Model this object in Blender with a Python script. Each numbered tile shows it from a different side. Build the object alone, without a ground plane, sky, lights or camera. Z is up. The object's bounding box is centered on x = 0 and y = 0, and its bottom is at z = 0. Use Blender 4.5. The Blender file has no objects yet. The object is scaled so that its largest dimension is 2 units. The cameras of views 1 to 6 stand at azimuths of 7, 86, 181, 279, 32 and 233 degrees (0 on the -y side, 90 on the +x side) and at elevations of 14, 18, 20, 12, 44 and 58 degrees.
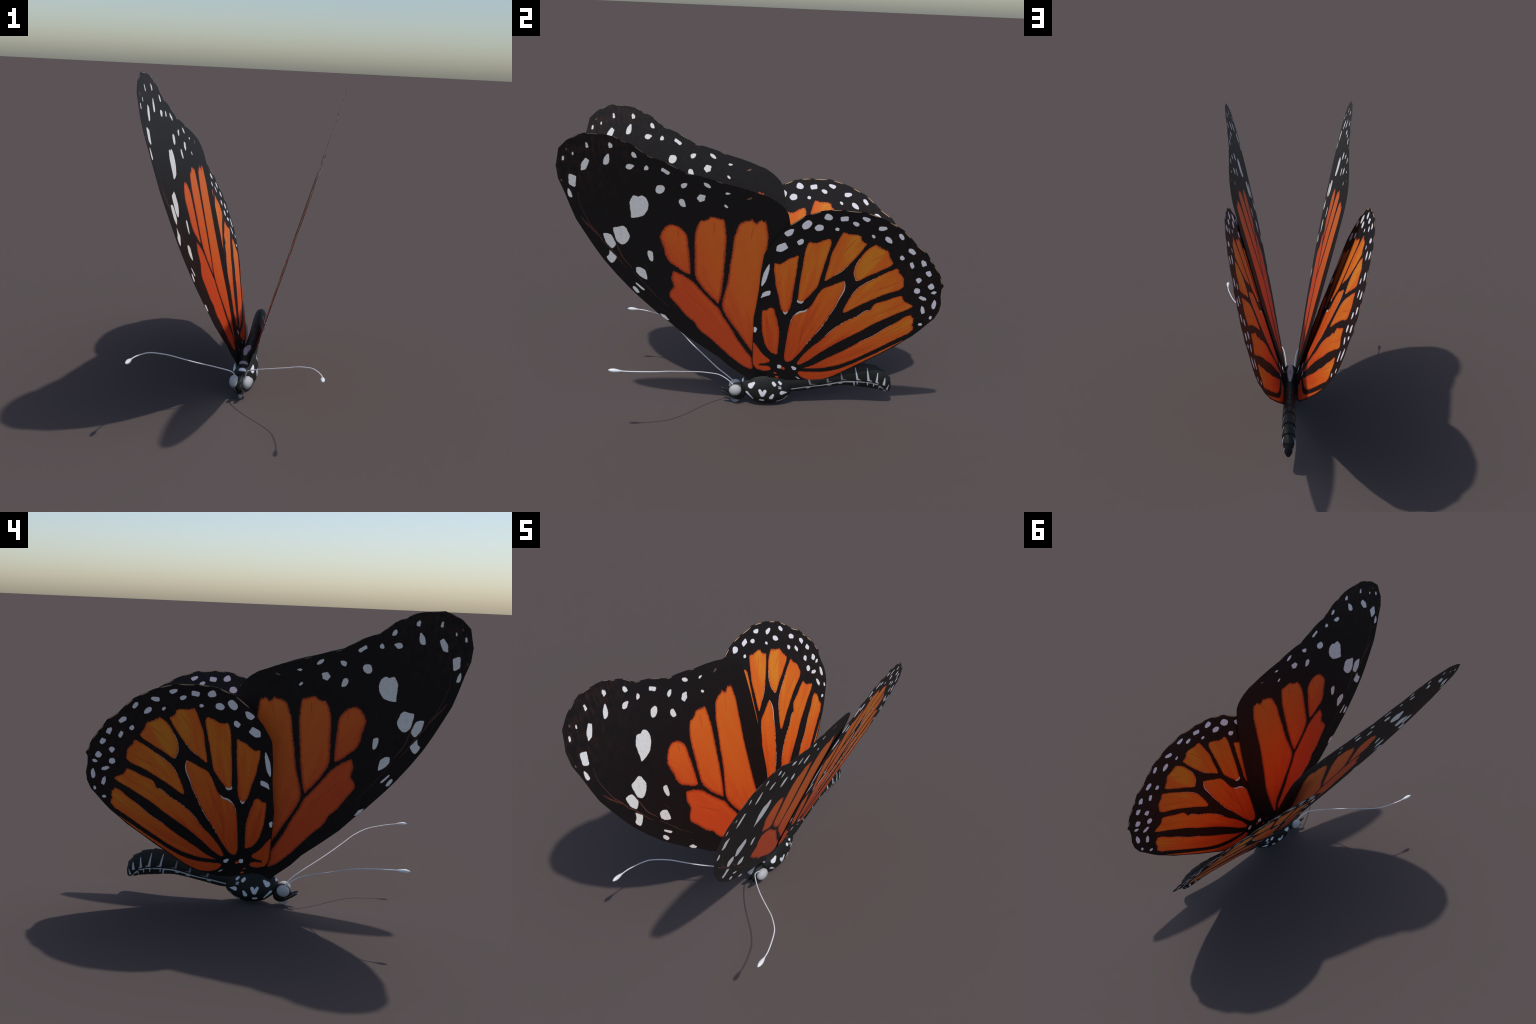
"""A monarch-type butterfly at rest: four flat raised wings, slim body, clubbed antennae.

Wing patterns are described in centimetres in the plane of each wing:
  first number  = along the body (front is negative), second = up the wing, from the wing hinge.
One pattern serves the left and the right wing; each wing has its own pose (hinge, two axes)."""
import bpy, bmesh, math, random
import numpy as np
from mathutils import Vector, Matrix
from mathutils.geometry import delaunay_2d_cdt

X0 = -0.0105                      # the body's middle plane
random.seed(7)

# ------------------------------------------------------------------ scene root
root = bpy.data.objects.new("butterfly", None)
bpy.context.scene.collection.objects.link(root)
root.location = (X0, 0.08, 0.0)
root["label"] = "orange and black butterfly with white spots, wings raised"
root["category"] = "butterfly"
bpy.context.view_layer.update()


def link(name, mesh, mat, parent, matrix=None, smooth=False):
    ob = bpy.data.objects.new(name, mesh)
    bpy.context.scene.collection.objects.link(ob)
    for m in (mat if isinstance(mat, (list, tuple)) else [mat]):
        if m and m.name not in mesh.materials:
            mesh.materials.append(m)
    if smooth:
        mesh.shade_smooth()
    ob.parent = parent
    ob.matrix_parent_inverse = parent.matrix_world.inverted()
    ob.matrix_world = matrix if matrix is not None else Matrix.Translation((X0, 0, 0))
    return ob


# ------------------------------------------------------------------ node helper
class Nodes:
    def __init__(self, tree):
        self.t = tree

    def put(self, sock, v):
        if isinstance(v, bpy.types.NodeSocket):
            self.t.links.new(v, sock)
        elif v is not None:
            sock.default_value = v

    def new(self, kind, *ins, out=0, **props):
        n = self.t.nodes.new("ShaderNode" + kind)
        for k, v in props.items():
            setattr(n, k, v)
        for i, v in enumerate(ins):
            self.put(n.inputs[i], v)
        return n.outputs[out]

    def m(self, op, a, b=None, c=None, clamp=False):
        return self.new("Math", a, b, c, operation=op, use_clamp=clamp)

    def v(self, op, a, b=None, out=0):
        return self.new("VectorMath", a, b, operation=op, out=out)

    def ramp(self, x, lo, hi, a=0.0, b=1.0):
        return self.new("MapRange", x, lo, hi, a, b, interpolation_type="SMOOTHSTEP")

    def mix(self, f, a, b):
        n = self.t.nodes.new("ShaderNodeMix")
        n.data_type = "RGBA"
        self.put(n.inputs[0], f)
        for i, c in ((6, a), (7, b)):
            self.put(n.inputs[i], (*c, 1) if isinstance(c, tuple) else c)
        return n.outputs[2]

    def noise(self, vec, scale, detail=3.0, rough=0.55):
        n = self.t.nodes.new("ShaderNodeTexNoise")
        self.put(n.inputs["Vector"], vec)
        n.inputs["Scale"].default_value, n.inputs["Detail"].default_value, n.inputs["Roughness"].default_value = scale, detail, rough
        return n.outputs["Fac"]

    def xyz(self, x, y, z):
        return self.new("CombineXYZ", x, y, z)

    def obj(self):
        return self.t.nodes.new("ShaderNodeTexCoord").outputs["Object"]

    def sep(self, vec):
        n = self.t.nodes.new("ShaderNodeSeparateXYZ")
        self.put(n.inputs[0], vec)
        return n.outputs


def material(name, rough=0.55, spec=0.5):
    mat = bpy.data.materials.new(name)
    mat.use_nodes = True
    b = mat.node_tree.nodes["Principled BSDF"]
    b.inputs["Roughness"].default_value = rough
    b.inputs["Specular IOR Level"].default_value = spec
    return mat, Nodes(mat.node_tree), b


def mark_group():
    """Mask of a soft-edged tapered bar from A to B with radii ra and rb."""
    g = bpy.data.node_groups.new("tapered_mark", "ShaderNodeTree")
    for nm, ty in (("P", "Vector"), ("A", "Vector"), ("B", "Vector"), ("Ra", "Float"), ("Rb", "Float"), ("Soft", "Float"), ("Before", "Float")):
        g.interface.new_socket(nm, in_out="INPUT", socket_type="NodeSocket" + ty)
    g.interface.new_socket("Mask", in_out="OUTPUT", socket_type="NodeSocketFloat")
    n = Nodes(g)
    i, o = g.nodes.new("NodeGroupInput").outputs, g.nodes.new("NodeGroupOutput").inputs
    pa, ba = n.v("SUBTRACT", i[0], i[1]), n.v("SUBTRACT", i[2], i[1])
    h = n.m("DIVIDE", n.v("DOT_PRODUCT", pa, ba, out=1), n.v("DOT_PRODUCT", ba, ba, out=1), clamp=True)
    sc = g.nodes.new("ShaderNodeVectorMath")
    sc.operation = "SCALE"
    n.put(sc.inputs[0], ba)
    n.put(sc.inputs["Scale"], h)
    d = n.v("LENGTH", n.v("SUBTRACT", pa, sc.outputs[0]), out=1)
    r = n.m("MULTIPLY_ADD", n.m("SUBTRACT", i[4], i[3]), h, i[3])
    e = n.m("DIVIDE", n.m("SUBTRACT", d, r), i[5])
    n.put(o[0], n.m("MAXIMUM", i[6], n.ramp(e, 1.0, -1.0)))
    return g


MARK = mark_group()


def marks(n, p, bars, before=0.0, soft=0.0016, grow=1.0):
    for a, b, ra, rb in bars:
        gn = n.t.nodes.new("ShaderNodeGroup")
        gn.node_tree = MARK
        for k, v in zip(("P", "A", "B", "Ra", "Rb", "Soft", "Before"), (p, a, b, ra * grow, rb * grow, soft, before)):
            n.put(gn.inputs[k], v)
        before = gn.outputs[0]
    return before


# ------------------------------------------------------------------ wing materials
def wing_black(name, tip, reach, rust):
    mat, n, b = material(name, 0.6, 0.3)
    p = n.obj()
    s = n.sep(p)
    streak = n.noise(n.xyz(n.m("MULTIPLY", s[0], 70.0), n.m("MULTIPLY", s[1], 11.0), 0.0), 1.0, 4.0, 0.7)
    blotch = n.noise(p, 22.0, 5.0, 0.7)
    far = n.v("DISTANCE", n.xyz(s[0], s[1], 0.0), tip, out=1)
    near = n.ramp(far, reach, reach * 0.2)
    brown = n.m("MULTIPLY", near, n.ramp(n.m("MULTIPLY", streak, blotch), 0.20, 0.42))
    grain = n.m("MULTIPLY", n.ramp(n.noise(p, 150.0, 4.0, 0.75), 0.47, 0.70), n.ramp(blotch, 0.36, 0.62))
    col = n.mix(n.m("MULTIPLY", grain, 0.6), (0.0066, 0.0062, 0.0066), (0.040, 0.011, 0.008))
    col = n.mix(n.m("MULTIPLY", brown, 0.9), col, rust)
    for scale, size, share, tint in ((42.0, 0.055, 0.72, (0.16, 0.13, 0.10)), (75.0, 0.085, 0.78, (0.11, 0.035, 0.018))):
        vo = n.t.nodes.new("ShaderNodeTexVoronoi")          # stray pale and rusty scales
        n.put(vo.inputs["Vector"], p)
        vo.inputs["Scale"].default_value = scale
        dot = n.m("MULTIPLY", n.ramp(vo.outputs["Distance"], size * 1.6, size * 0.6), n.m("GREATER_THAN", n.sep(vo.outputs["Color"])[0], share))
        col = n.mix(n.m("MULTIPLY", dot, 0.85), col, tint)
    n.put(b.inputs["Base Color"], col)
    return mat


def orange(name, red, mid, yellow, hind, edge=0.0):
    """edge > 0 is the redder, darker band inside a cell's rim."""
    mat, n, b = material(name, 0.55, 0.4)
    p = n.obj()
    s = n.sep(p)
    ang = n.m("ARCTAN2", s[0], n.m("ADD", s[1], 0.02))
    rad = n.v("LENGTH", n.xyz(s[0], s[1], 0.0), out=1)
    streak = n.noise(n.xyz(n.m("MULTIPLY", ang, 9.0), n.m("MULTIPLY", rad, 1.6), 0.0), 1.6, 3.0, 0.5)
    fine = n.noise(n.xyz(n.m("MULTIPLY", ang, 60.0), n.m("MULTIPLY", rad, 10.0), 0.0), 1.0, 3.0, 0.6)
    mott = n.noise(p, 60.0, 4.0, 0.65)
    if hind:
        t = n.ramp(rad, 0.10, 0.95, 0.0, 0.75)
    else:   # redder towards the leading edge
        t = n.ramp(n.m("ADD", n.m("MULTIPLY", s[0], 0.757), n.m("MULTIPLY", s[1], 0.653)), 0.0, 0.50, 0.0, 0.72)
    t = n.m("ADD", t, n.m("MULTIPLY", n.m("SUBTRACT", streak, 0.5), 1.25 if hind else 0.6))
    t = n.m("ADD", t, n.m("MULTIPLY", n.m("SUBTRACT", fine, 0.5), 0.30))
    t = n.m("ADD", t, -0.45 * min(edge, 1.0))
    t = n.m("ADD", t, n.m("MULTIPLY", n.m("SUBTRACT", mott, 0.5), 0.25), clamp=True)
    col = n.mix(n.ramp(t, 0.0, 0.5), red, mid)
    col = n.mix(n.ramp(t, 0.5, 1.0), col, yellow)
    if edge:
        col = n.mix(min(0.9, 0.32 * edge), col, (0.20, 0.020, 0.008))
    n.put(b.inputs["Base Color"], col)
    return mat


def white(name, col, other, scale=60.0, rough=0.55):
    mat, n, b = material(name, rough, 0.4)
    n.put(b.inputs["Base Color"], n.mix(n.ramp(n.noise(n.obj(), scale, 4.0, 0.6), 0.4, 0.75), col, other))
    return mat


M_FORE = wing_black("forewing_black", (-0.93, 1.52, 0.0), 0.45, (0.042, 0.017, 0.013))
M_HIND = wing_black("hindwing_black", (0.84, 0.66, 0.0), 0.75, (0.030, 0.0100, 0.0085))
FORE_TONES = (0.72, 0.082, 0.016), (0.81, 0.140, 0.017), (0.81, 0.190, 0.018)
HIND_TONES = (0.72, 0.078, 0.010), (0.83, 0.150, 0.014), (0.83, 0.275, 0.019)
M_OF, M_OF1, M_OF2 = (orange("forewing_orange" + k, *FORE_TONES, False, e) for k, e in (("", 0.0), ("_red", 0.55), ("_rim", 1.7)))
M_OH, M_OH1, M_OH2 = (orange("hindwing_orange" + k, *HIND_TONES, True, e) for k, e in (("", 0.0), ("_red", 0.35), ("_rim", 0.8)))
M_OFX = orange("forewing_streak", *FORE_TONES, False, 1.0)
M_OHX = orange("hindwing_streak", *HIND_TONES, True, 0.5)
M_RIM = white("cell_rim_red", (0.120, 0.018, 0.008), (0.030, 0.008, 0.006), 180.0)
M_SPOT = white("spot_cream", (0.92, 0.92, 0.88), (0.84, 0.80, 0.78))
M_SPOTH = white("spot_white", (0.94, 0.93, 0.97), (0.88, 0.87, 0.91))
M_DIM = white("spot_brown", (0.19, 0.11, 0.08), (0.07, 0.035, 0.028), 160.0)
M_SRIM = white("spot_rim", (0.16, 0.10, 0.09), (0.04, 0.02, 0.02), 180.0)
M_VEIN = white("vein_brown", (0.115, 0.042, 0.028), (0.05, 0.020, 0.015), 90.0)
M_EDGE = white("margin_pale", (0.62, 0.42, 0.26), (0.55, 0.20, 0.06), 40.0)
M_FEDGE = white("margin_cream", (0.36, 0.30, 0.20), (0.14, 0.09, 0.06), 60.0)
M_FRINGE = white("fringe_white", (0.84, 0.80, 0.80), (0.70, 0.44, 0.32), 90.0)


# ------------------------------------------------------------------ flat plates
def cm(text):
    return np.array([[float(c) for c in q.split(",")] for q in text.split()]) / 100.0


def curve(pts, step, closed=True, round_off=True):
    """Even samples on the smooth (or straight-sided) line through the control points."""
    n = len(pts)
    out = []
    for i in range(n if closed else n - 1):
        g = (lambda k: pts[k % n]) if closed else (lambda k: pts[min(max(k, 0), n - 1)])
        p0, p1, p2, p3 = g(i - 1), g(i), g(i + 1), g(i + 2)
        k = max(1, int(round(np.linalg.norm(p2 - p1) / step)))
        for f in np.arange(k) / k:
            if round_off:
                out.append(p1 + 0.4 * f * (p2 - p0) + f * f * (3 * (p2 - p1) - 0.8 * (p2 - p0) - 0.4 * (p3 - p1)) + f ** 3 * (2 * (p1 - p2) + 0.4 * (p2 - p0) + 0.4 * (p3 - p1)))
            else:
                out.append(p1 + f * (p2 - p1))
    if not closed:
        out.append(pts[-1])
    return np.array(out)


def normals(pl):
    t = np.roll(pl, -1, 0) - np.roll(pl, 1, 0)
    t /= np.linalg.norm(t, axis=1, keepdims=True) + 1e-12
    x, y = pl.T
    sign = np.sign(np.sum(x * np.roll(y, -1) - y * np.roll(x, -1)))
    return np.stack([t[:, 1], -t[:, 0]], 1) * sign       # outward


def frayed(pl, rng, amount, grow=0.0):
    """Scaly edge: short random notches on top of a slow waver."""
    n = len(pl)
    fast = rng.uniform(-1, 1, n)
    slow = rng.normal(0, 1, n)
    for _ in range(3):
        slow = (np.roll(slow, 1) + slow + np.roll(slow, -1)) / 3
    return pl + normals(pl) * (grow + amount * (0.75 * fast + 0.9 * slow))[:, None]


def room(pl, nrm):
    """Distance from each edge point straight across to the far side of the outline."""
    a, b = pl, np.roll(pl, -1, 0)
    e = b - a
    out = np.full(len(pl), 1.0)
    for i, (p, d) in enumerate(zip(pl, -nrm)):
        den = d[0] * e[:, 1] - d[1] * e[:, 0]
        den = np.where(np.abs(den) < 1e-12, 1e-12, den)
        w = a - p
        t = (w[:, 0] * e[:, 1] - w[:, 1] * e[:, 0]) / den
        u = (w[:, 0] * d[1] - w[:, 1] * d[0]) / den
        ok = (t > 1e-3) & (u >= 0) & (u <= 1)
        if ok.any():
            out[i] = t[ok].min()
    return out


def feathered(pl, rng, amount, inset):
    """Cell edge drawn in by inset, kept inside narrow tips, with long scale tufts where it faces outward."""
    nrm = normals(pl)
    n = len(pl)
    wide = room(pl, nrm)
    depth = np.minimum(inset, 0.33 * wide)
    for _ in range(4):
        depth = np.minimum(depth, (np.roll(depth, 1) + 2 * depth + np.roll(depth, -1)) / 4)
    radial = pl / (np.linalg.norm(pl, axis=1, keepdims=True) + 1e-9)
    face = np.clip((np.sum(nrm * radial, axis=1) - 0.45) * 3.0, 0, 1)
    slow = rng.normal(0, 1, n)
    for _ in range(3):
        slow = (np.roll(slow, 1) + slow + np.roll(slow, -1)) / 3
    jag = amount * (0.7 * rng.uniform(-1, 1, n) + 1.0 * slow) * np.clip(wide / 0.02, 0.3, 1)
    tuft = rng.uniform(0, 1, n) ** 2 * face * 0.0085
    return pl - nrm * depth[:, None] + nrm * jag[:, None] + radial * (tuft - 0.0025 * face)[:, None]


def plates(name, layers):
    """Mesh of thin plates; layers = (outline, half thickness, material slot)."""
    v, f, mi = [], [], []
    for pl, h, slot in layers:
        x, y = pl.T
        if np.sum(x * np.roll(y, -1) - y * np.roll(x, -1)) < 0:
            pl = pl[::-1]
        n = len(pl)
        flat, _, tris, *_ = delaunay_2d_cdt([Vector(p) for p in pl], [], [list(range(n))], 1, 1e-7)
        b, n = len(v), len(flat)
        v += [(p.x, p.y, h) for p in flat] + [(p.x, p.y, -h) for p in flat]
        count = {}
        for t in tris:
            f += [[b + i for i in t], [b + n + i for i in reversed(t)]]
            for i, j in zip(t, t[1:] + t[:1]):
                count[(i, j)] = True
        walls = [(i, j) for i, j in count if (j, i) not in count]
        f += [[b + j, b + i, b + n + i, b + n + j] for i, j in walls]
        mi += [slot] * (2 * len(tris) + len(walls))
    me = bpy.data.meshes.new(name)
    me.from_pydata(v, [], f)
    me.polygons.foreach_set("material_index", mi)
    me.update()
    return me


def strip(pts, widths, step=0.006):
    """Closed outline of a tapered ribbon along a line."""
    c = curve(pts, step, closed=False)
    t = np.gradient(c, axis=0)
    t /= np.linalg.norm(t, axis=1, keepdims=True) + 1e-12
    nrm = np.stack([-t[:, 1], t[:, 0]], 1)
    w = np.interp(np.linspace(0, 1, len(c)), np.linspace(0, 1, len(widths)), widths)[:, None]
    return np.vstack([c + nrm * w, (c - nrm * w)[::-1]])


def oval(spec, rng):
    cx, cy, a, b, ang = spec
    n = max(16, int(a * 18))
    t = np.arange(n) * math.tau / n
    pw = rng.uniform(0.72, 1.0)                       # some a little squarer
    lump = 1 + sum(rng.normal(0, 0.032) * np.cos(k * t + rng.uniform(0, 6.3)) for k in (2, 3, 4, 5))
    x = a * np.sign(np.cos(t)) * np.abs(np.cos(t)) ** pw
    y = b * np.sign(np.sin(t)) * np.abs(np.sin(t)) ** pw * (1 + rng.uniform(-0.22, 0.22) * np.cos(t))
    c, s = math.cos(math.radians(ang)), math.sin(math.radians(ang))
    x, y = x * lump, y * lump
    return np.stack([cx + x * c - y * s, cy + x * s + y * c], 1) / 100.0


# ------------------------------------------------------------------ forewing pattern
FORE_OUTLINE = cm("-88.5,152.1 -83.0,151.8 -78.3,151.3 -74.3,150.4 -71.5,148.5 -68.6,147.6 -65.7,146.0 -62.2,143.1 -59.3,140.9 -55.8,139.7 -51.6,138.1 -46.8,135.5 -41.3,132.3 -35.8,131.2 -29.7,129.5 -22.9,127.2 -15.5,125.3 -9.4,123.4 -5.0,121.7 -1.1,120.4 2.8,118.0 5.5,115.8 7.5,113.7 9.4,110.6 10.6,105.2 11.9,93.4 12.9,77.7 13.2,59.7 13.2,45.9 12.2,35.3 9.7,21.9 5.6,9.5 3.5,1.0 0.0,-4.0 -5.0,-1.5 -8.4,2.3 -17.4,10.0 -23.4,16.7 -33.5,25.0 -43.3,33.5 -50.2,41.1 -56.3,47.1 -66.1,58.1 -71.4,64.6 -77.6,73.0 -83.6,82.1 -87.6,89.4 -92.1,98.4 -95.6,105.7 -97.8,112.9 -100.1,121.4 -102.3,128.2 -102.8,135.0 -101.7,139.7 -100.8,144.0 -96.6,148.3 -92.3,150.7")
FORE_CELLS = {
    "apical": "-51.9,102.3 -49.4,103.5 -46.5,103.0 -44.6,101.8 -42.4,99.2 -41.0,96.2 -40.6,91.6 -40.0,86.1 -39.7,79.8 -39.5,74.2 -40.2,73.5 -43.2,74.9 -46.4,77.7 -49.7,80.4 -51.9,84.3 -53.1,89.8 -54.3,93.6 -54.7,96.6 -53.6,99.7",
    "median": "-36.7,100.8 -34.8,105.7 -31.6,106.5 -29.1,108.3 -25.6,107.6 -22.7,106.4 -21.8,101.9 -21.3,94.3 -21.7,84.9 -22.2,72.0 -23.0,62.1 -24.5,54.9 -26.9,57.0 -31.1,62.0 -35.9,69.4 -37.2,74.2 -37.2,81.4 -37.4,91.6 -37.2,97.0",
    "hind_strip": "-15.6,102.8 -14.4,104.9 -11.9,106.2 -8.7,107.0 -6.4,105.1 -5.3,106.4 -1.9,106.1 -0.8,103.1 0.0,97.0 -0.1,91.6 -0.1,82.7 -0.3,70.4 0.3,56.9 0.8,48.0 1.5,37.5 1.0,25.8 -0.4,14.5 -1.5,11.0 -2.8,13.5 -4.4,19.4 -9.4,28.0 -14.7,37.0 -19.1,44.1 -22.0,50.2 -22.5,55.3 -21.3,62.1 -19.8,70.4 -19.1,78.6 -18.0,88.1 -17.3,96.7",
    "discal": "-48.3,74.8 -45.8,74.1 -41.2,71.3 -37.2,67.3 -32.4,61.1 -28.3,56.1 -24.1,51.0 -21.9,45.8 -18.3,39.7 -13.0,28.9 -8.5,21.5 -5.4,16.8 -4.5,14.0 -4.3,9.7 -5.0,8.0 -8.7,9.6 -13.2,13.4 -18.4,18.6 -24.3,25.5 -29.3,31.0 -34.3,35.9 -37.8,42.1 -41.9,46.4 -46.6,53.3 -49.6,57.5 -50.6,59.6 -49.6,63.3 -48.2,65.0 -49.2,70.0",
}
FORE_BIG = {
    "square": "-67.3,119.7 -65.5,119.4 -64.6,119.2 -63.0,119.8 -61.2,118.5 -60.0,115.3 -60.5,111.6 -62.4,108.7 -64.6,107.5 -68.7,107.1 -68.8,110.0 -69.2,112.9 -69.0,116.5",
    "round": "-78.0,100.9 -75.6,101.6 -73.0,102.2 -71.5,101.1 -70.6,98.9 -69.8,96.2 -70.9,93.2 -72.9,91.4 -74.8,91.6 -76.6,93.4 -77.4,96.5",
    "long": "-83.0,97.5 -80.8,97.7 -79.0,96.8 -77.8,94.2 -77.0,91.1 -78.7,88.8 -80.3,89.9 -82.0,92.6",
    "notched": "-80.4,87.6 -78.9,86.1 -77.1,83.4 -78.5,80.6 -79.9,79.8 -81.7,82.1 -82.1,83.7 -80.9,84.9",
    "drop": "-67.5,77.2 -65.4,77.4 -62.8,75.7 -62.0,72.5 -61.9,69.7 -63.3,70.0 -65.9,72.0 -67.4,74.4",
}
# centre, half axes, tilt in degrees
FORE_SPOTS = [(-99.2, 138.9, 1.34, 0.70, 82), (-94.5, 141.4, 1.05, 0.53, 87), (-87.7, 145.9, 1.61, 0.71, 93), (-76.9, 146.2, 1.51, 1.04, 103),
              (-66.1, 141.4, 1.72, 1.10, 127), (-60.5, 134.8, 1.43, 1.08, 84), (-51.5, 133.2, 2.34, 1.15, 146), (-42.6, 125.8, 1.78, 1.35, 32),
              (-31.4, 126.1, 2.25, 1.01, 141), (-21.2, 121.8, 1.37, 0.64, 1), (-95.8, 127.2, 3.28, 2.00, 89), (-97.6, 120.2, 2.50, 0.95, 101),
              (-89.4, 135.9, 3.43, 1.58, 66), (-79.0, 138.7, 3.05, 1.41, 74), (-68.2, 135.3, 2.01, 1.47, 13), (-54.2, 123.4, 2.55, 2.32, 75),
              (-43.5, 115.9, 2.77, 1.43, 114), (-34.2, 118.9, 2.22, 2.12, 81), (-22.0, 114.6, 1.37, 0.74, 129), (-59.8, 84.5, 3.39, 1.45, 99),
              (-65.8, 65.1, 3.46, 0.68, 132), (-68.0, 63.1, 2.65, 1.05, 125), (-53.2, 45.0, 3.17, 0.87, 133)]
FORE_DIM = [(-97.3, 143.6, 0.60, 0.41, 79), (-100.9, 127.2, 0.66, 0.31, 100), (-10.5, 119.2, 1.3, 0.5, 20), (-33.0, 46.5, 0.3, 0.3, 0)]
FORE_VEINS = [("-93.5,120.8 -93.3,115.2 -91.6,109.5 -88.7,102.2 -85.8,97.8 -83.0,92.5 -79.4,88.0 -74.7,80.3 -72.2,77.1", (0.0006, 0.0012, 0.0022, 0.0022, 0.0008)),
              ("-77.8,94.9 -76.1,89.6 -73.9,83.4 -70.8,78.8 -69.3,76.4", (0.0014, 0.0026, 0.0026, 0.0008)),
              ("-93.3,107.2 -90.5,102.9 -88.2,100.0 -85.3,96.3", (0.0010, 0.0034, 0.0028, 0.0010)),
              ("-69.0,74.5 -63.0,66.5 -57.0,58.5 -51.0,52.0", (0.0006, 0.0013, 0.0010, 0.0004)),
              ("-63.5,80.0 -62.0,77.0 -60.8,75.0", (0.0004, 0.0009, 0.0004))]
FORE_STREAKS = ["-45.2,65.5 -39.2,58.5 -33.7,53.0 -28.1,47.0", "-27.4,105.9 -27.4,102.5 -28.0,98.0", "-45.8,102.1 -45.6,99.1 -45.8,96.1", "-7.0,104.8 -8.4,99.9 -8.8,94.5"]
FORE_MARGIN = [(0.1, 1.1), (2.7, 3.4), (3.9, 4.6), (6.0, 7.1), (7.7, 8.6), (10.0, 11.2), (11.9, 12.5), (14.4, 14.9), (55.4, 56.2)]

# ------------------------------------------------------------------ hindwing pattern
HIND_OUTLINE = cm("-6.2,5.6 -10.4,6.6 -13.6,9.7 -14.8,14.0 -14.9,19.3 -14.9,29.5 -15.1,45.7 -14.2,52.7 -13.1,64.7 -12.7,76.2 -11.6,86.7 -10.7,89.1 -6.5,96.1 0.7,105.0 8.1,110.7 16.2,113.5 21.3,114.2 27.1,114.2 32.9,113.6 37.5,113.4 43.3,111.4 48.8,109.1 54.2,106.0 59.3,102.8 64.1,97.9 67.4,94.0 73.7,89.0 76.0,85.4 78.3,82.2 81.4,78.1 83.6,74.0 85.0,70.2 86.3,68.1 85.4,66.0 85.7,61.3 86.9,56.1 86.6,50.8 84.8,45.8 81.8,42.2 78.2,37.6 74.5,33.5 70.0,29.7 65.5,25.5 60.1,21.7 49.8,14.2 40.6,8.1 33.3,3.2 29.8,1.2 24.3,-0.6 20.8,-0.9 15.0,-2.0 6.0,-3.0 -2.0,-1.0")
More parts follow.
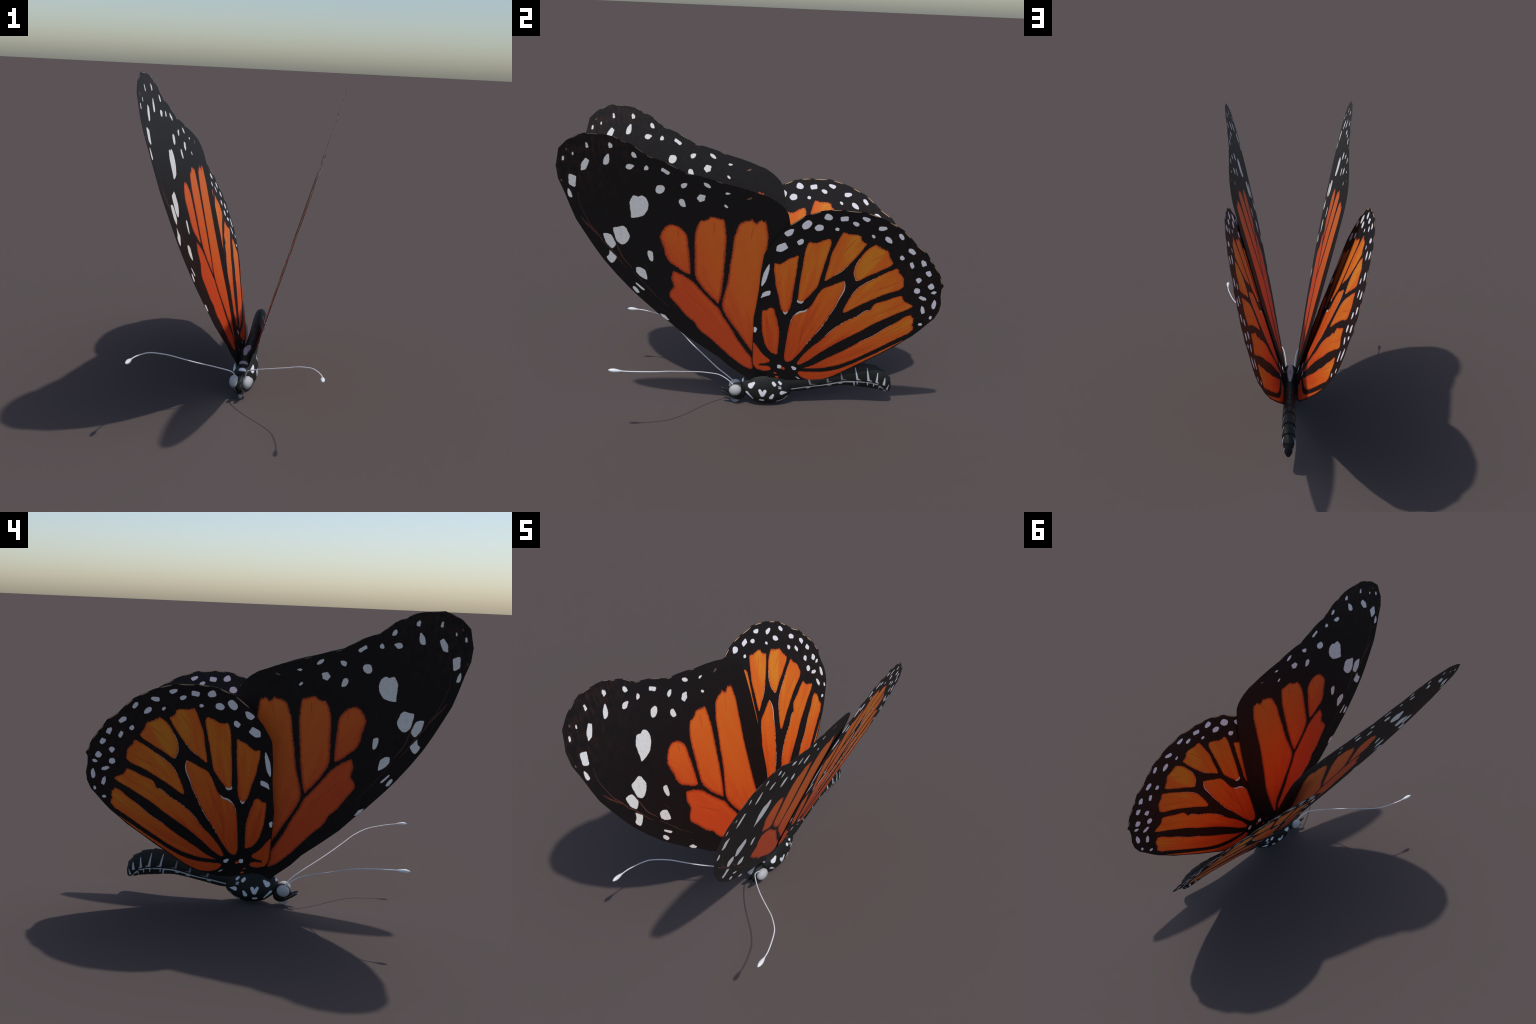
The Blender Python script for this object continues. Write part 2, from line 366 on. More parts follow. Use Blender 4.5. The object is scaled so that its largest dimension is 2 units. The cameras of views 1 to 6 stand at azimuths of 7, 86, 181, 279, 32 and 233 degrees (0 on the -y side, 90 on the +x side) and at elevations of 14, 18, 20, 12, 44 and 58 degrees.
HIND_CELLS = {
    "front": "-10.8,49.4 -10.2,50.8 -8.4,50.8 -7.1,52.4 -4.7,52.1 -3.4,48.2 -2.0,42.9 -0.7,36.6 -0.5,30.2 -0.6,23.8 -0.8,20.0 -2.4,20.0 -4.7,21.4 -7.4,25.6 -9.1,31.1 -10.3,37.5 -10.7,43.7",
    "wedge": "-5.8,81.7 -3.4,81.0 -1.5,82.2 1.0,84.2 2.9,85.1 5.5,86.5 6.2,85.1 6.0,79.5 5.8,73.0 5.3,66.3 4.9,58.7 4.4,53.5 3.4,50.5 1.8,48.7 0.3,50.4 -0.9,52.6 -2.4,59.5 -4.2,66.2 -5.5,74.5 -6.0,78.5",
    "tongue": "11.1,95.0 13.4,94.3 16.3,95.1 19.8,96.7 22.1,96.5 22.4,93.3 21.6,88.5 20.3,81.3 19.0,74.0 17.9,67.3 15.5,63.1 11.8,57.9 9.9,56.2 8.1,57.0 8.0,61.3 8.3,71.3 8.8,78.7 9.3,88.3 10.2,93.1",
    "upper": "28.2,100.7 31.9,100.0 36.6,99.4 38.7,95.9 40.9,94.4 39.6,91.2 36.3,85.6 32.8,80.7 29.9,77.0 26.1,74.1 22.3,71.1 21.3,71.1 21.6,74.8 22.6,81.4 23.3,87.8 24.8,92.5 26.3,97.2",
    "outer": "45.7,93.7 47.5,92.5 50.4,91.0 52.9,89.8 54.1,86.7 56.4,82.3 54.0,79.8 49.0,76.8 43.9,73.9 40.1,71.3 38.0,71.3 36.6,75.0 36.4,79.1 37.6,83.2 39.5,87.2 42.3,91.3",
    "blade": "58.6,79.0 59.7,78.6 61.1,75.8 63.2,73.7 64.4,67.9 62.4,65.3 58.4,63.6 53.2,61.4 48.0,58.3 42.1,54.8 37.6,51.6 33.9,49.6 33.3,51.2 34.9,56.4 37.1,62.0 39.4,65.9 43.1,69.3 48.2,72.7 53.2,76.1",
    "long_blade": "64.1,61.0 66.4,57.6 68.7,56.3 71.3,54.2 68.7,51.9 63.4,49.2 56.8,45.2 50.9,41.5 45.0,36.9 38.4,32.3 32.3,28.1 27.0,23.9 21.6,19.1 16.2,14.3 12.3,11.9 11.1,13.4 13.6,18.6 18.2,24.8 23.4,30.4 27.2,35.9 31.1,40.0 36.3,44.1 41.6,47.3 45.4,50.8 48.2,51.3 50.4,55.7 55.8,57.9 60.4,60.1",
    "discal": "30.9,70.4 32.1,70.0 32.6,67.5 32.3,64.1 30.4,59.0 28.9,53.7 26.6,48.5 24.4,43.1 21.7,37.7 18.2,32.2 15.1,26.6 12.0,21.0 8.7,16.2 6.7,14.3 4.5,14.3 3.4,17.2 3.5,23.8 3.9,33.0 4.5,39.4 5.3,43.9 6.7,47.4 9.4,49.6 12.4,50.5 15.6,54.5 18.4,61.4 21.1,65.7 25.4,67.8",
    "anal": "15.8,9.5 20.8,11.9 27.7,16.8 34.5,21.1 41.3,25.8 46.6,30.0 52.0,33.3 58.4,38.9 64.3,43.4 67.4,46.2 70.7,48.0 72.8,46.2 73.6,43.5 73.3,41.2 74.1,38.1 71.4,34.8 66.0,31.3 58.7,26.2 49.7,20.0 42.4,15.4 35.0,11.8 27.5,9.7 19.8,9.0 15.4,9.3",
    "hem": "69.4,29.8 65.2,27.2 59.6,23.4 56.0,21.0 50.0,17.1 42.7,12.6 35.3,8.7 27.8,6.7 20.0,6.3 12.2,6.6 13.5,3.2 16.0,1.4 20.0,0.2 24.3,0.1 29.6,1.9 33.0,3.7 40.3,8.6 49.5,14.8 59.8,22.0",
    "hook": "-14.6,28.0 -13.4,26.8 -11.8,24.5 -10.1,21.3 -8.0,18.7 -5.0,15.7 -4.9,14.1 -7.7,12.9 -10.2,12.6 -10.1,11.2 -6.5,11.0 -5.0,10.4 -3.6,9.0 -4.8,7.6 -6.8,7.2 -9.4,7.7 -12.4,9.4 -13.9,12.0 -14.5,16.0 -14.6,22.6",
}
HIND_BIG = {
    "lens": "-8.9,81.1 -8.4,80.5 -8.6,76.0 -9.8,70.3 -11.7,66.8 -12.2,67.3 -12.0,71.9 -10.9,76.8",
    "wing_edge": "-7.8,64.1 -6.9,63.2 -7.3,61.1 -9.6,60.2 -11.8,59.1 -12.0,59.8 -10.8,62.8",
    "edge_dot": "-14.8,39.2 -13.4,38.8 -13.0,37.5 -13.6,35.6 -14.8,35.8",
    "base_bar": "-0.2,11.7 1.9,11.4 2.3,9.0 0.0,9.3",
    "base_dot": "7.8,10.7 9.4,10.4 10.9,9.4 10.6,7.7 8.8,8.0",
    "base_streak": "10.7,2.7 12.1,2.4 13.7,1.0 12.6,1.0",
}
HIND_BITS = ["1.9,10.4 4.1,9.4 3.9,7.9 2.3,8.8", "-2.1,5.9 -1.1,6.1 0.0,4.7 -1.3,5.1", "-1.2,3.0 0.1,3.2 1.2,2.3 0.2,1.7"]
HIND_SPOTS = [(0.5, 100.6, 2.70, 1.83, 48), (9.0, 105.3, 2.97, 2.29, 45), (19.6, 110.0, 2.24, 1.83, 163), (27.8, 109.2, 2.32, 1.58, 4),
              (38.9, 109.2, 2.22, 1.20, 155), (48.1, 103.8, 2.38, 1.37, 178), (58.6, 99.0, 2.35, 1.12, 129), (65.5, 90.0, 2.49, 1.38, 139),
              (72.9, 82.7, 2.27, 1.32, 113), (76.8, 76.0, 2.10, 1.43, 125), (79.5, 67.6, 2.09, 1.76, 132), (81.6, 63.6, 1.51, 1.05, 9),
              (83.1, 55.6, 3.16, 1.31, 91), (82.7, 46.5, 1.35, 0.92, 90), (-2.9, 91.4, 3.35, 2.30, 36), (6.6, 95.1, 2.03, 1.59, 63),
              (15.4, 103.7, 2.45, 1.99, 11), (24.7, 103.0, 1.19, 1.05, 162), (34.0, 106.3, 2.05, 1.19, 149), (43.9, 99.0, 1.31, 0.86, 128),
              (52.2, 96.9, 2.76, 1.35, 136), (60.8, 86.0, 1.68, 1.16, 128), (66.8, 81.4, 2.26, 1.13, 109), (72.0, 71.7, 1.78, 1.51, 129),
              (72.2, 64.7, 2.06, 1.73, 125), (76.2, 59.7, 2.49, 1.18, 153), (77.4, 51.8, 3.08, 1.12, 105), (77.7, 41.7, 1.22, 1.03, 148)]
HIND_STREAKS = ["51.4,88.6 47.8,85.8 44.1,82.9", "66.9,56.7 61.3,53.6 54.8,49.6 49.5,46.9", "13.1,43.0 12.0,34.9 11.2,26.6 9.9,20.0", "70.4,43.0 65.5,39.8 60.3,36.1 54.9,33.3",
              "35.8,98.2 32.1,92.7 29.3,88.7", "62.9,71.2 57.1,68.2 51.2,65.6 45.9,63.4"]
HIND_MARGIN = [(13.0, 13.9), (14.3, 14.9), (15.9, 16.8), (17.2, 18.7), (19.4, 20.4), (21.5, 22.3), (23.1, 23.9), (25.0, 25.9), (27.0, 27.8), (28.3, 29.3), (30.2, 31.4)]
# pale scales along stretches of a cell's edge: cell, first and last control point, half width in cm
HIND_FRINGE = [("discal", 0, 4.6, 0.21), ("discal", 4.6, 10, 0.15), ("discal", 18.6, 20.0, 0.16), ("discal", 20.0, 22.4, 0.45), ("tongue", 11.3, 13.3, 0.55), ("wedge", 12.2, 13.8, 0.46),
               ("blade", 13.5, 17.5, 0.10), ("outer", 9.6, 13.5, 0.10), ("long_blade", 18.5, 24.0, 0.10), ("anal", 4.5, 7.5, 0.06), ("upper", 7.0, 9.0, 0.08)]

# hinge, axis along the body, axis up the wing
POSES = {
    "forewing": [((0.0194, 0.0300, 0.1602), (-0.0100, 0.9999, 0.0028), (0.2718, 0.0000, 0.9623)),
                 ((-0.0428, 0.0313, 0.1538), (-0.0169, 0.9996, -0.0208), (-0.2225, 0.0166, 0.9748))],
    "hindwing": [((0.0236, 0.1301, 0.1590), (-0.0151, 0.9999, 0.0043), (0.2751, 0.0000, 0.9614)),
                 ((-0.0490, 0.1286, 0.1590), (-0.0379, 0.9978, 0.0552), (-0.3180, -0.0644, 0.9459))],
}


def pose(spec):
    o, a, b = (Vector(q) for q in spec)
    a.normalize()
    b = (b - a * a.dot(b)).normalized()
    c = a.cross(b)
    return Matrix(((a.x, b.x, c.x, o.x), (a.y, b.y, c.y, o.y), (a.z, b.z, c.z, o.z), (0, 0, 0, 1)))


H_SKIN, H_RIM, H_MID, H_CELL, H_TOP = 0.0006, 0.0007, 0.0008, 0.0009, 0.0011


def along(pts, i0, i1):
    """Piece of a closed polygon between fractional control point numbers."""
    n = len(pts)
    at = lambda k: pts[int(k) % n] * (1 - k % 1) + pts[(int(k) + 1) % n] * (k % 1)
    ks = [i0] + [k for k in range(int(i0) + 1, int(math.ceil(i1)))] + [i1]
    return np.array([at(k) for k in ks])


def wing_parts(kind):
    """(name, mesh, materials) of one wing; the first is the wing skin."""
    fore = kind == "forewing"
    rng = np.random.default_rng(11 if fore else 23)
    outline = FORE_OUTLINE if fore else HIND_OUTLINE
    cells, big, spots = (FORE_CELLS, FORE_BIG, FORE_SPOTS) if fore else (HIND_CELLS, HIND_BIG, HIND_SPOTS)
    skin_line = curve(outline, 0.012, round_off=False)
    skin_line = skin_line + normals(skin_line) * 0.0012
    parts = [(kind, plates(kind, [(skin_line, H_SKIN, 0)]), [M_FORE if fore else M_HIND])]
    for text in cells.values():
        pl = curve(cm(text), 0.0024)
        rag, band, out = (0.0026, (0.0005, 0.0055, 0.0120), 0.0022) if fore else (0.0018, (0.0, 0.0035, 0.0085), 0.0008)
        parts.append(("orange_cell", plates("orange_cell", [(feathered(pl, rng, rag, -out), H_RIM, 3), (feathered(pl, rng, rag, band[0]), H_MID, 2),
                                                            (feathered(pl, rng, rag, band[1]), H_CELL, 1), (feathered(pl, rng, rag * 1.3, band[2]), H_CELL + 0.00008, 0)]),
                      [M_OF, M_OF1, M_OF2, M_RIM] if fore else [M_OH, M_OH1, M_OH2, M_RIM]))
    for text in big.values():
        pl = curve(cm(text), 0.0028)
        parts.append(("white_spot", plates("white_spot", [(frayed(pl, rng, 0.0012, 0.0008), H_RIM, 1), (frayed(pl, rng, 0.0013, -0.0012), H_CELL, 0)]), [M_SPOT if fore else M_SPOTH, M_SRIM]))
    for spec in spots:
        pl = oval(spec, rng)
        rag = 0.0011 if fore else 0.0004
        parts.append(("white_spot", plates("white_spot", [(frayed(pl, rng, rag, 0.0003), H_RIM, 1), (frayed(pl, rng, rag, -0.0016), H_CELL, 0)]), [M_SPOT if fore else M_SPOTH, M_SRIM]))
    # faint darker red streaks laid flat on the cells
    wide = 0.0016 if fore else 0.0030
    for k, slot_mat in enumerate([M_OF1, M_OFX] if fore else [M_OH1, M_OHX]):
        lines = [(frayed(strip(cm(t), (0.0002, wide * (1.6 - k), wide * (1.3 - 0.8 * k), 0.0002), 0.004), rng, 0.0004), H_CELL + 0.00011 + 0.00003 * k, 0) for t in (FORE_STREAKS if fore else HIND_STREAKS)]
        parts.append(("cell_streak", plates("cell_streak", lines), [slot_mat]))
    if fore:
        for spec in FORE_DIM:
            parts.append(("brown_spot", plates("brown_spot", [(oval(spec, rng), H_CELL, 0)]), [M_DIM]))
        for text, w in FORE_VEINS:
            parts.append(("wing_vein", plates("wing_vein", [(strip(cm(text), w), H_TOP + 0.0001, 0)]), [M_VEIN]))
    else:
        bits = [(frayed(curve(cm(t), 0.003), rng, 0.0004), H_CELL, 0) for t in HIND_BITS]
        parts.append(("orange_fleck", plates("orange_fleck", bits), [M_OH]))
        lines = []
        for cell, i0, i1, w in HIND_FRINGE:
            mid = curve(along(cm(cells[cell]), i0, i1), 0.002, closed=False)
            if w > 0.2:                                 # a broad ragged patch
                body = strip(mid, (0.0004, w / 100, w / 80, w / 100, 0.0004), 0.0025)
                lines.append((body + rng.uniform(-1, 1, body.shape) * 0.0007, H_TOP, 0))
                continue
            k = 0
            while k < len(mid) - 3:                     # short flecks with gaps between
                step = int(rng.integers(4, 12))
                piece = mid[k:k + step]
                if len(piece) >= 3 and rng.random() < 0.8:
                    wd = w / 100 * rng.uniform(0.55, 1.1)
                    lines.append((strip(piece, (0.0002, wd, wd, 0.0002), 0.002), H_TOP, 0))
                k += step
        parts.append(("pale_fringe", plates("pale_fringe", lines), [M_FRINGE]))
    # pale dashes along the scalloped outer margin, set 1 mm in from the rim
    dashes = []
    c = outline.mean(0)
    for i0, i1 in (FORE_MARGIN if fore else HIND_MARGIN):
        line = along(outline, i0, i1)
        inward = c - line
        inward /= np.linalg.norm(inward, axis=1, keepdims=True)
        wd = 0.0011 if fore else 0.0019
        dashes.append((strip(line + inward * (wd + 0.0002), (0.0004, wd, wd * 1.1, wd, 0.0004)), H_CELL, 0))
    parts.append(("margin_dash", plates("margin_dash", dashes), [M_FEDGE if fore else M_EDGE]))
    return parts


for kind, specs in POSES.items():
    parts = wing_parts(kind)
    for spec in specs:
        mat = pose(spec)
        skin = link(kind, parts[0][1], parts[0][2], root, mat)
        bpy.context.view_layer.update()
        for name, mesh, mats in parts[1:]:
            ob = link(name, mesh, mats, skin, mat)
            if name in ("margin_dash", "cell_streak", "pale_fringe", "orange_fleck"):
                ob["kind"] = "stuff"

# ------------------------------------------------------------------ lofted body
def loft(name, rings):
    n = len(rings[0])
    v = [p for r in rings for p in r]
    f = [(k * n + i, k * n + (i + 1) % n, (k + 1) * n + (i + 1) % n, (k + 1) * n + i) for k in range(len(rings) - 1) for i in range(n)]
    f += [list(range(n))[::-1], list(range((len(rings) - 1) * n, len(rings) * n))]
    me = bpy.data.meshes.new(name)
    me.from_pydata(v, [], f)
    bm = bmesh.new()
    bm.from_mesh(me)
    bmesh.ops.recalc_face_normals(bm, faces=bm.faces)
    bm.to_mesh(me)
    bm.free()
    return me


def smooth_table(rows, count):
    """Catmull-Rom through the rows of a station table."""
    a = np.array(rows, float)
    return curve(a, np.linalg.norm(np.diff(a, axis=0), axis=1).sum() / count, closed=False)


def barrel(name, rows, count=70, around=56, power=2.0, narrow=0.0):
    """Body part along y from stations (y, top, bottom, half width)."""
    rings = []
    t = np.arange(around) * math.tau / around
    for y, top, bot, hw in smooth_table(rows, count):
        c, h = (top + bot) / 2, (top - bot) / 2
        q = 2.0 / power
        rings.append([(max(hw, 1e-4) * np.sign(math.cos(s)) * abs(math.cos(s)) ** q * (1 - narrow * math.sin(s)), y, c + h * np.sign(math.sin(s)) * abs(math.sin(s)) ** q) for s in t])
    return loft(name, rings)


def tube(name, pts, radii, around=14, flat=None):
    """Round tube along a line; flat = half width along x instead of a round section."""
    c = np.array(pts, float)
    tang = np.gradient(c, axis=0)
    rings = []
    up = Vector((0, 0, 1)) if flat is None else Vector((1, 0, 0))
    for p, tg, r in zip(c, tang, radii):
        tg = Vector(tg).normalized()
        a = tg.cross(up).normalized()
        b = a.cross(tg).normalized()
        up = b if flat is None else up
        rb = r if flat is None else flat
        rings.append([Vector(p) + a * (r * math.cos(s)) + b * (rb * math.sin(s)) for s in np.arange(around) * math.tau / around])
    return loft(name, rings)


# marks: (A, B, radius at A, radius at B) in body coordinates; side marks use (0, y, z), top marks (x, y, 0)
THORAX_SIDE = [
    ((0, -0.0625, 0.1500), (0, -0.0660, 0.1440), 0.0055, 0.0050),          # collar
    ((0, 0.0008, 0.1464), (0, -0.0188, 0.1278), 0.0056, 0.0135),
    ((0, 0.0640, 0.1015), (0, 0.0522, 0.0784), 0.0093, 0.0103),
    ((0, 0.0344, 0.1063), (0, 0.0492, 0.0787), 0.0075, 0.0103),
    ((0, 0.1114, 0.0774), (0, 0.1021, 0.0604), 0.0065, 0.0112),
    ((0, 0.1917, 0.0858), (0, 0.1642, 0.0871), 0.0023, 0.0121),
    ((0, 0.1111, 0.1489), (0, 0.1201, 0.1383), 0.0075, 0.0084),
    ((0, 0.1452, 0.1524), (0, 0.1554, 0.1420), 0.0051, 0.0065),
    ((0, 0.1568, 0.1225), (0, 0.1423, 0.1263), 0.0019, 0.0019),
    ((0, 0.1562, 0.1141), (0, 0.1443, 0.1171), 0.0028, 0.0019),
    ((0, -0.0387, 0.0866), (0, -0.0027, 0.0486), 0.0065, 0.0033),
    ((0, 0.0562, 0.0407), (0, 0.0387, 0.0434), 0.0061, 0.0056),
    ((0, 0.1976, 0.0589), (0, 0.1756, 0.0342), 0.0028, 0.0042),
    ((0, 0.1756, 0.0342), (0, 0.1372, 0.0265), 0.0042, 0.0033)]
ABDOMEN_SIDE = [
    ((0, 0.6682, 0.1651), (0, 0.6569, 0.2360), 0.0059, 0.0011),
    ((0, 0.6884, 0.1583), (0, 0.6682, 0.1644), 0.0013, 0.0042),
    ((0, 0.6028, 0.1703), (0, 0.5873, 0.2366), 0.0051, 0.0015),
    ((0, 0.6230, 0.1646), (0, 0.6040, 0.1689), 0.0011, 0.0038),
    ((0, 0.7173, 0.1540), (0, 0.7210, 0.2057), 0.0055, 0.0019),
    ((0, 0.7294, 0.1453), (0, 0.7173, 0.1515), 0.0017, 0.0034),
    ((0, 0.7626, 0.1376), (0, 0.7666, 0.1731), 0.0067, 0.0019),
    ((0, 0.7691, 0.1289), (0, 0.7663, 0.1346), 0.0021, 0.0034),
    ((0, 0.7844, 0.1019), (0, 0.7946, 0.1287), 0.0046, 0.0008),
    ((0, 0.7897, 0.0921), (0, 0.7858, 0.1002), 0.0017, 0.0030),
    ((0, 0.5861, 0.1509), (0, 0.5374, 0.1521), 0.0038, 0.0038),
    ((0, 0.5374, 0.1521), (0, 0.4901, 0.1445), 0.0038, 0.0036),
    ((0, 0.4901, 0.1445), (0, 0.4428, 0.1346), 0.0036, 0.0032),
    ((0, 0.4428, 0.1346), (0, 0.3954, 0.1249), 0.0032, 0.0027),
    ((0, 0.3954, 0.1249), (0, 0.3124, 0.1163), 0.0027, 0.0025),
    ((0, 0.6466, 0.1488), (0, 0.5966, 0.1530), 0.0027, 0.0027),
    ((0, 0.6038, 0.1513), (0, 0.6062, 0.1315), 0.0030, 0.0017),
    ((0, 0.6928, 0.1447), (0, 0.6584, 0.1478), 0.0025, 0.0030),
    ((0, 0.6645, 0.1446), (0, 0.6679, 0.1258), 0.0030, 0.0013),
    ((0, 0.7277, 0.1337), (0, 0.7002, 0.1400), 0.0027, 0.0030),
    ((0, 0.7027, 0.1377), (0, 0.7028, 0.1184), 0.0034, 0.0013),
    ((0, 0.7586, 0.1061), (0, 0.7403, 0.1218), 0.0032, 0.0034),
    ((0, 0.7379, 0.1228), (0, 0.7339, 0.1004), 0.0030, 0.0013),
    ((0, 0.7813, 0.0816), (0, 0.7676, 0.0922), 0.0038, 0.0042),
    ((0, 0.5851, 0.1471), (0, 0.5919, 0.1143), 0.0042, 0.0030),
    ((0, 0.5130, 0.1404), (0, 0.4998, 0.1395), 0.0034, 0.0038),
    ((0, 0.4502, 0.1283), (0, 0.4362, 0.1246), 0.0038, 0.0046),
    ((0, 0.3268, 0.1117), (0, 0.3126, 0.1084), 0.0034, 0.0046),
    ((0, 0.3119, 0.1166), (0, 0.1955, 0.0980), 0.0037, 0.0033)]
ABDOMEN_DIM = [
    ((0, 0.5130, 0.1668), (0, 0.5047, 0.2092), 0.0055, 0.0019),
    ((0, 0.5390, 0.1654), (0, 0.5153, 0.1658), 0.0008, 0.0034),
    ((0, 0.4313, 0.1508), (0, 0.4253, 0.1774), 0.0055, 0.0030),
    ((0, 0.4561, 0.1518), (0, 0.4325, 0.1494), 0.0008, 0.0032),
    ((0, 0.3284, 0.1366), (0, 0.3202, 0.1595), 0.0059, 0.0038),
    ((0, 0.3638, 0.1349), (0, 0.3307, 0.1343), 0.0008, 0.0032)]
THORAX_TOP = [((0, 0.025, 0), (0, 0.10, 0), 0.009, 0.019), ((0, 0.10, 0), (0, 0.170, 0), 0.019, 0.012), ((0, 0.170, 0), (0, 0.195, 0), 0.010, 0.007),
              ((-0.017, -0.024, 0), (0.017, -0.024, 0), 0.006, 0.006)]
ABDOMEN_TOP = [((-0.03, y, 0), (0.03, y, 0), 0.0011, 0.0011) for y in (0.303, 0.408, 0.490)]



def body_material(name, side, dim, top, top_level, pale, top_pale):
    mat, n, b = material(name, 0.62, 0.35)
    p = n.obj()
    s = n.sep(p)
    grain = n.noise(p, 90.0, 4.0, 0.6)
    col = n.mix(n.ramp(grain, 0.4, 0.7), (0.0075, 0.0085, 0.0075), (0.012, 0.011, 0.0105))
    f = marks(n, n.xyz(s[0], s[1], 0.0), top, soft=0.004 if not dim else 0.001)
    if not dim:                                  # the pale shield on the back is darker in its middle
        core = marks(n, n.xyz(s[0], s[1], 0.0), [((0, 0.105, 0), (0, 0.140, 0), 0.003, 0.003)], soft=0.010)
        f = n.m("MULTIPLY", f, n.m("MULTIPLY_ADD", core, -0.7, 1.0))
    f = n.m("MULTIPLY", f, n.ramp(s[2], top_level - 0.01, top_level + 0.01))
    col = n.mix(f, col, top_pale)
    if dim:
        col = n.mix(marks(n, n.xyz(0.0, s[1], s[2]), dim, grow=1.1), col, (0.19, 0.19, 0.205))
    col = n.mix(marks(n, n.xyz(0.0, s[1], s[2]), side, soft=0.0018 if dim else 0.0028, grow=1.2 if dim else 1.04), col, pale)
    n.put(b.inputs["Base Color"], col)
    return mat


M_THORAX = body_material("thorax_black", THORAX_SIDE, [], THORAX_TOP, 0.155, (0.80, 0.81, 0.84), (0.46, 0.44, 0.51))
M_ABDOMEN = body_material("abdomen_black", ABDOMEN_SIDE, ABDOMEN_DIM, ABDOMEN_TOP, 0.165, (0.52, 0.53, 0.56), (0.12, 0.105, 0.11))
M_HEAD, n_, b_ = material("head_black", 0.6, 0.35)
n_.put(b_.inputs["Base Color"], n_.mix(n_.noise(n_.obj(), 120.0), (0.006, 0.007, 0.006), (0.012, 0.012, 0.011)))
M_PALP, n_, b_ = material("palp_gloss", 0.11, 0.7)
n_.put(b_.inputs["Base Color"], n_.mix(n_.noise(n_.obj(), 150.0), (0.005, 0.006, 0.006), (0.012, 0.012, 0.012)))
M_EYE = white("eye_grey", (0.445, 0.44, 0.435), (0.43, 0.425, 0.42), 50.0, 0.6)
M_ANT = white("antenna_white", (0.82, 0.82, 0.83), (0.76, 0.76, 0.78), 60.0, 0.3)
M_COIL = white("proboscis_grey", (0.36, 0.38, 0.42), (0.24, 0.26, 0.30), 120.0, 0.4)

THORAX = [(-0.071, 0.122, 0.102, 0.008), (-0.069, 0.138, 0.088, 0.022), (-0.062, 0.149, 0.072, 0.034), (-0.048, 0.158, 0.058, 0.043), (-0.028, 0.168, 0.042, 0.052),
          (0.0, 0.190, 0.022, 0.062), (0.04, 0.205, 0.008, 0.066), (0.08, 0.208, 0.005, 0.0665), (0.12, 0.206, 0.006, 0.063), (0.155, 0.200, 0.014, 0.056),
          (0.185, 0.192, 0.029, 0.047), (0.205, 0.186, 0.046, 0.040), (0.220, 0.178, 0.066, 0.032), (0.228, 0.165, 0.085, 0.020), (0.230, 0.150, 0.100, 0.006)]
thorax = link("thorax", barrel("thorax", THORAX, 90, 64, 2.1, 0.2), M_THORAX, root, smooth=True)

HEAD = [(-0.046, 0.088, 0.058, 0.012), (-0.049, 0.102, 0.040, 0.022), (-0.056, 0.112, 0.028, 0.029), (-0.070, 0.119, 0.019, 0.033), (-0.088, 0.122, 0.016, 0.033),
        (-0.106, 0.120, 0.019, 0.030), (-0.122, 0.112, 0.027, 0.025), (-0.136, 0.100, 0.038, 0.020), (-0.146, 0.086, 0.050, 0.013), (-0.150, 0.075, 0.060, 0.004)]
head = link("head", barrel("head", HEAD, 60, 48), M_HEAD, root, smooth=True)
bpy.context.view_layer.update()
neck = link("neck", barrel("neck", [(-0.08, 0.115, 0.06, 0.018), (-0.06, 0.118, 0.065, 0.020), (-0.04, 0.125, 0.07, 0.024)], 8, 32), M_HEAD, root, smooth=True)

# eyes: smooth domes
bm = bmesh.new()
bmesh.ops.create_uvsphere(bm, u_segments=48, v_segments=32, radius=1.0)
eye_mesh = bpy.data.meshes.new("eye")
bm.to_mesh(eye_mesh)
bm.free()
for side in (1, -1):
    m = Matrix.Translation((X0 + side * 0.0345, -0.106, 0.0925)) @ Matrix.Rotation(math.radians(-8 * side), 4, "Z") @ Matrix.Rotation(math.radians(18), 4, "X") @ Matrix.Diagonal((0.0255, 0.0365, 0.0325, 1))
    link("eye", eye_mesh, M_EYE, head, m, smooth=True)

# palps: two glossy pointed feelers under the face
for side in (1, -1):
    line = smooth_table([(side * 0.010, -0.085, 0.036), (side * 0.013, -0.115, 0.043), (side * 0.0165, -0.145, 0.058), (side * 0.0195, -0.168, 0.0715), (side * 0.0205, -0.1855, 0.081)], 26)
    rad = np.interp(np.linspace(0, 1, len(line)), (0, 0.35, 0.7, 0.9, 1), (0.013, 0.0125, 0.0095, 0.0065, 0.002))
    link("palp", tube("palp", line, rad, 20), M_PALP, head, smooth=True)

# proboscis: a flat coil of two and a half turns below the head
turn = np.linspace(0, 1, 150)
ang = -math.pi * 0.55 - turn * math.tau * 2.4
rr = 0.0305 - 0.0220 * turn
coil = np.stack([np.full_like(turn, 0.0015), -0.105 - rr * 0.98 * np.sin(ang + math.pi * 0.5), 0.0295 + rr * np.cos(ang + math.pi * 0.5)], 1)
link("proboscis", tube("proboscis", coil, np.full(len(turn), 0.0028), 12, flat=0.0068), M_COIL, head, smooth=True)

# ------------------------------------------------------------------ abdomen
# spine stations: y, z, half height, half width
SPINE = [(0.165, 0.130, 0.052, 0.037), (0.20, 0.130, 0.055, 0.0385), (0.25, 0.131, 0.056, 0.038), (0.31, 0.139, 0.054, 0.036), (0.36, 0.147, 0.053, 0.035), (0.41, 0.156, 0.0535, 0.034),
         (0.46, 0.166, 0.056, 0.034), (0.51, 0.176, 0.060, 0.034), (0.56, 0.182, 0.066, 0.0345), (0.61, 0.183, 0.072, 0.035), (0.655, 0.179, 0.074, 0.035), (0.695, 0.169, 0.070, 0.0345),
         (0.730, 0.154, 0.063, 0.0335), (0.757, 0.135, 0.053, 0.031), (0.775, 0.115, 0.041, 0.0255), (0.787, 0.098, 0.028, 0.0205), (0.795, 0.084, 0.014, 0.011), (0.796, 0.078, 0.003, 0.003)]
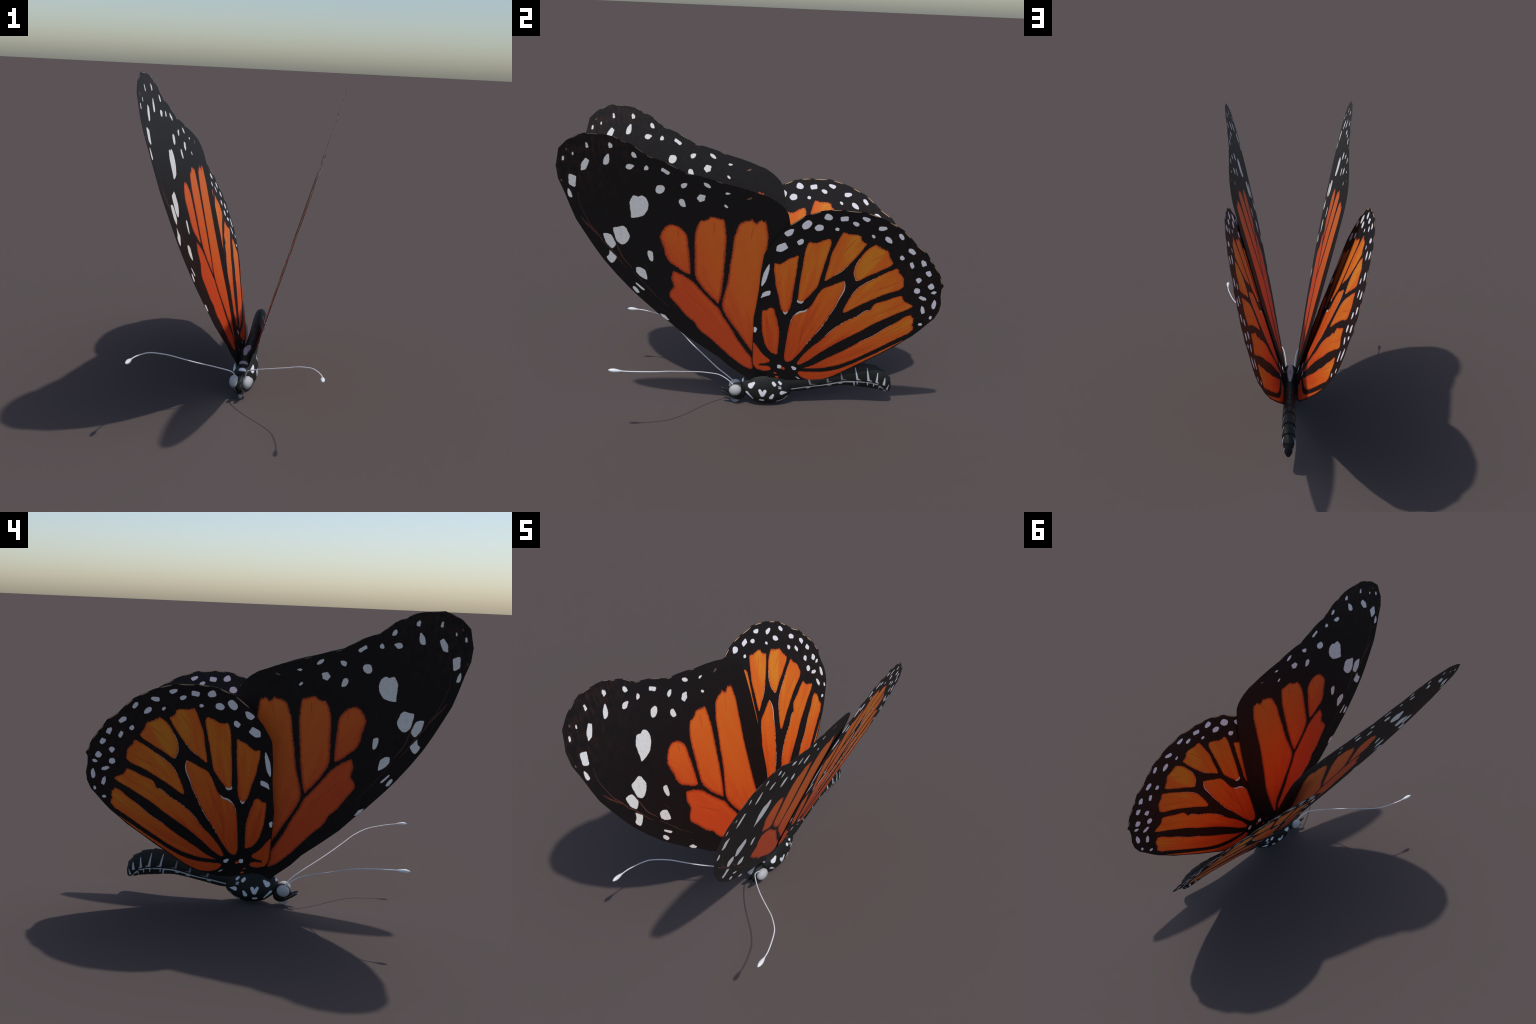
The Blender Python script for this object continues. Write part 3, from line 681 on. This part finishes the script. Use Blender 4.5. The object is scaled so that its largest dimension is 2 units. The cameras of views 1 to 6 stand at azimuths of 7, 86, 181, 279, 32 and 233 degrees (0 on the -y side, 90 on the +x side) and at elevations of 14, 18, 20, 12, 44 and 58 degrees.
# rear edges of the overlapping segments along the spine, and how far they stand out
SEGMENTS = [(0.262, 0.0012), (0.318, 0.0012), (0.405, 0.0015), (0.495, 0.0018), (0.575, 0.0045), (0.640, 0.0065), (0.697, 0.0070), (0.737, 0.0065), (0.764, 0.0055)]
ab = smooth_table(SPINE, 150)
arc = np.r_[0, np.cumsum(np.linalg.norm(np.diff(ab[:, :2], axis=0), axis=1))]
cuts = [(float(np.interp(y, ab[:, 0], arc)), d) for y, d in SEGMENTS]
stations = sorted(list(arc) + [c - 1e-4 for c, _ in cuts] + [c + 9e-4 for c, _ in cuts])
tan = np.gradient(ab[:, :2], axis=0)
tan /= np.linalg.norm(tan, axis=1, keepdims=True)
rings = []
around = 72
for s in stations:
    y, z, hh, hw = (np.interp(s, arc, ab[:, k]) for k in range(4))
    ty, tz = np.interp(s, arc, tan[:, 0]), np.interp(s, arc, tan[:, 1])
    last = max([0.0] + [c for c, _ in cuts if c <= s])
    nxt = [(c, d) for c, d in cuts if c > s]
    flare = nxt[0][1] * ((s - last) / (nxt[0][0] - last)) ** 1.3 if nxt else 0.0
    ring = []
    for k in range(around):
        a = k * math.tau / around
        top = max(0.0, math.sin(a))
        g = flare * (0.25 + 0.75 * top)
        # pinch along the side line, slightly keeled above
        x = (hw + g * 0.75) * math.cos(a)
        h = (hh + g) * math.sin(a)
        pinch = 1 - 0.05 * math.exp(-((math.sin(a) + 0.45) / 0.10) ** 2)
        x *= pinch
        ring.append((x, y - h * tz, z + h * ty))
    rings.append(ring)
abdomen = link("abdomen", loft("abdomen", rings), M_ABDOMEN, root)
abdomen.data.shade_smooth()
abdomen.data.set_sharp_from_angle(angle=math.radians(50))

# ------------------------------------------------------------------ antennae
ANTENNAE = [
    [(0.0151, -0.1184, 0.1235), (0.0220, -0.155, 0.161), (0.0400, -0.2053, 0.199), (0.1073, -0.2861, 0.2446), (0.1751, -0.3519, 0.2812), (0.2494, -0.4144, 0.3172), (0.3129, -0.469, 0.349), (0.3772, -0.5473, 0.3769), (0.4204, -0.6711, 0.3987), (0.4299, -0.7715, 0.4105)],
    [(-0.0361, -0.1184, 0.1235), (-0.0410, -0.160, 0.159), (-0.0578, -0.209, 0.1917), (-0.1288, -0.2903, 0.2393), (-0.1964, -0.3612, 0.2787), (-0.2579, -0.4177, 0.3145), (-0.3211, -0.4734, 0.3495), (-0.3855, -0.5541, 0.3827), (-0.4208, -0.6645, 0.4006), (-0.4334, -0.7690, 0.4053)],
]
for line in ANTENNAE:
    c = smooth_table(line, 150)
    s = np.r_[0, np.cumsum(np.linalg.norm(np.diff(c, axis=0), axis=1))]
    total, club_len = s[-1], 0.072
    even = np.linspace(0, total, 260)
    c = np.stack([np.interp(even, s, c[:, k]) for k in range(3)], 1) - np.array([X0, 0, 0])
    cut = int(np.searchsorted(even, total - club_len))
    shaft = link("antenna", tube("antenna", c[:cut + 2], np.full(cut + 2, 0.0030), 12), M_ANT, root, smooth=True)
    bpy.context.view_layer.update()
    rest = np.linspace(total - club_len, total, 40)
    cc = np.stack([np.interp(rest, even, c[:, k]) for k in range(3)], 1)
    rad = np.interp(np.linspace(0, 1, 40), (0, 0.12, 0.35, 0.58, 0.78, 0.92, 1), (0.0030, 0.0040, 0.0082, 0.0104, 0.0090, 0.0052, 0.0008))
    link("antenna_club", tube("antenna_club", cc, rad, 20), M_ANT, shaft, smooth=True)
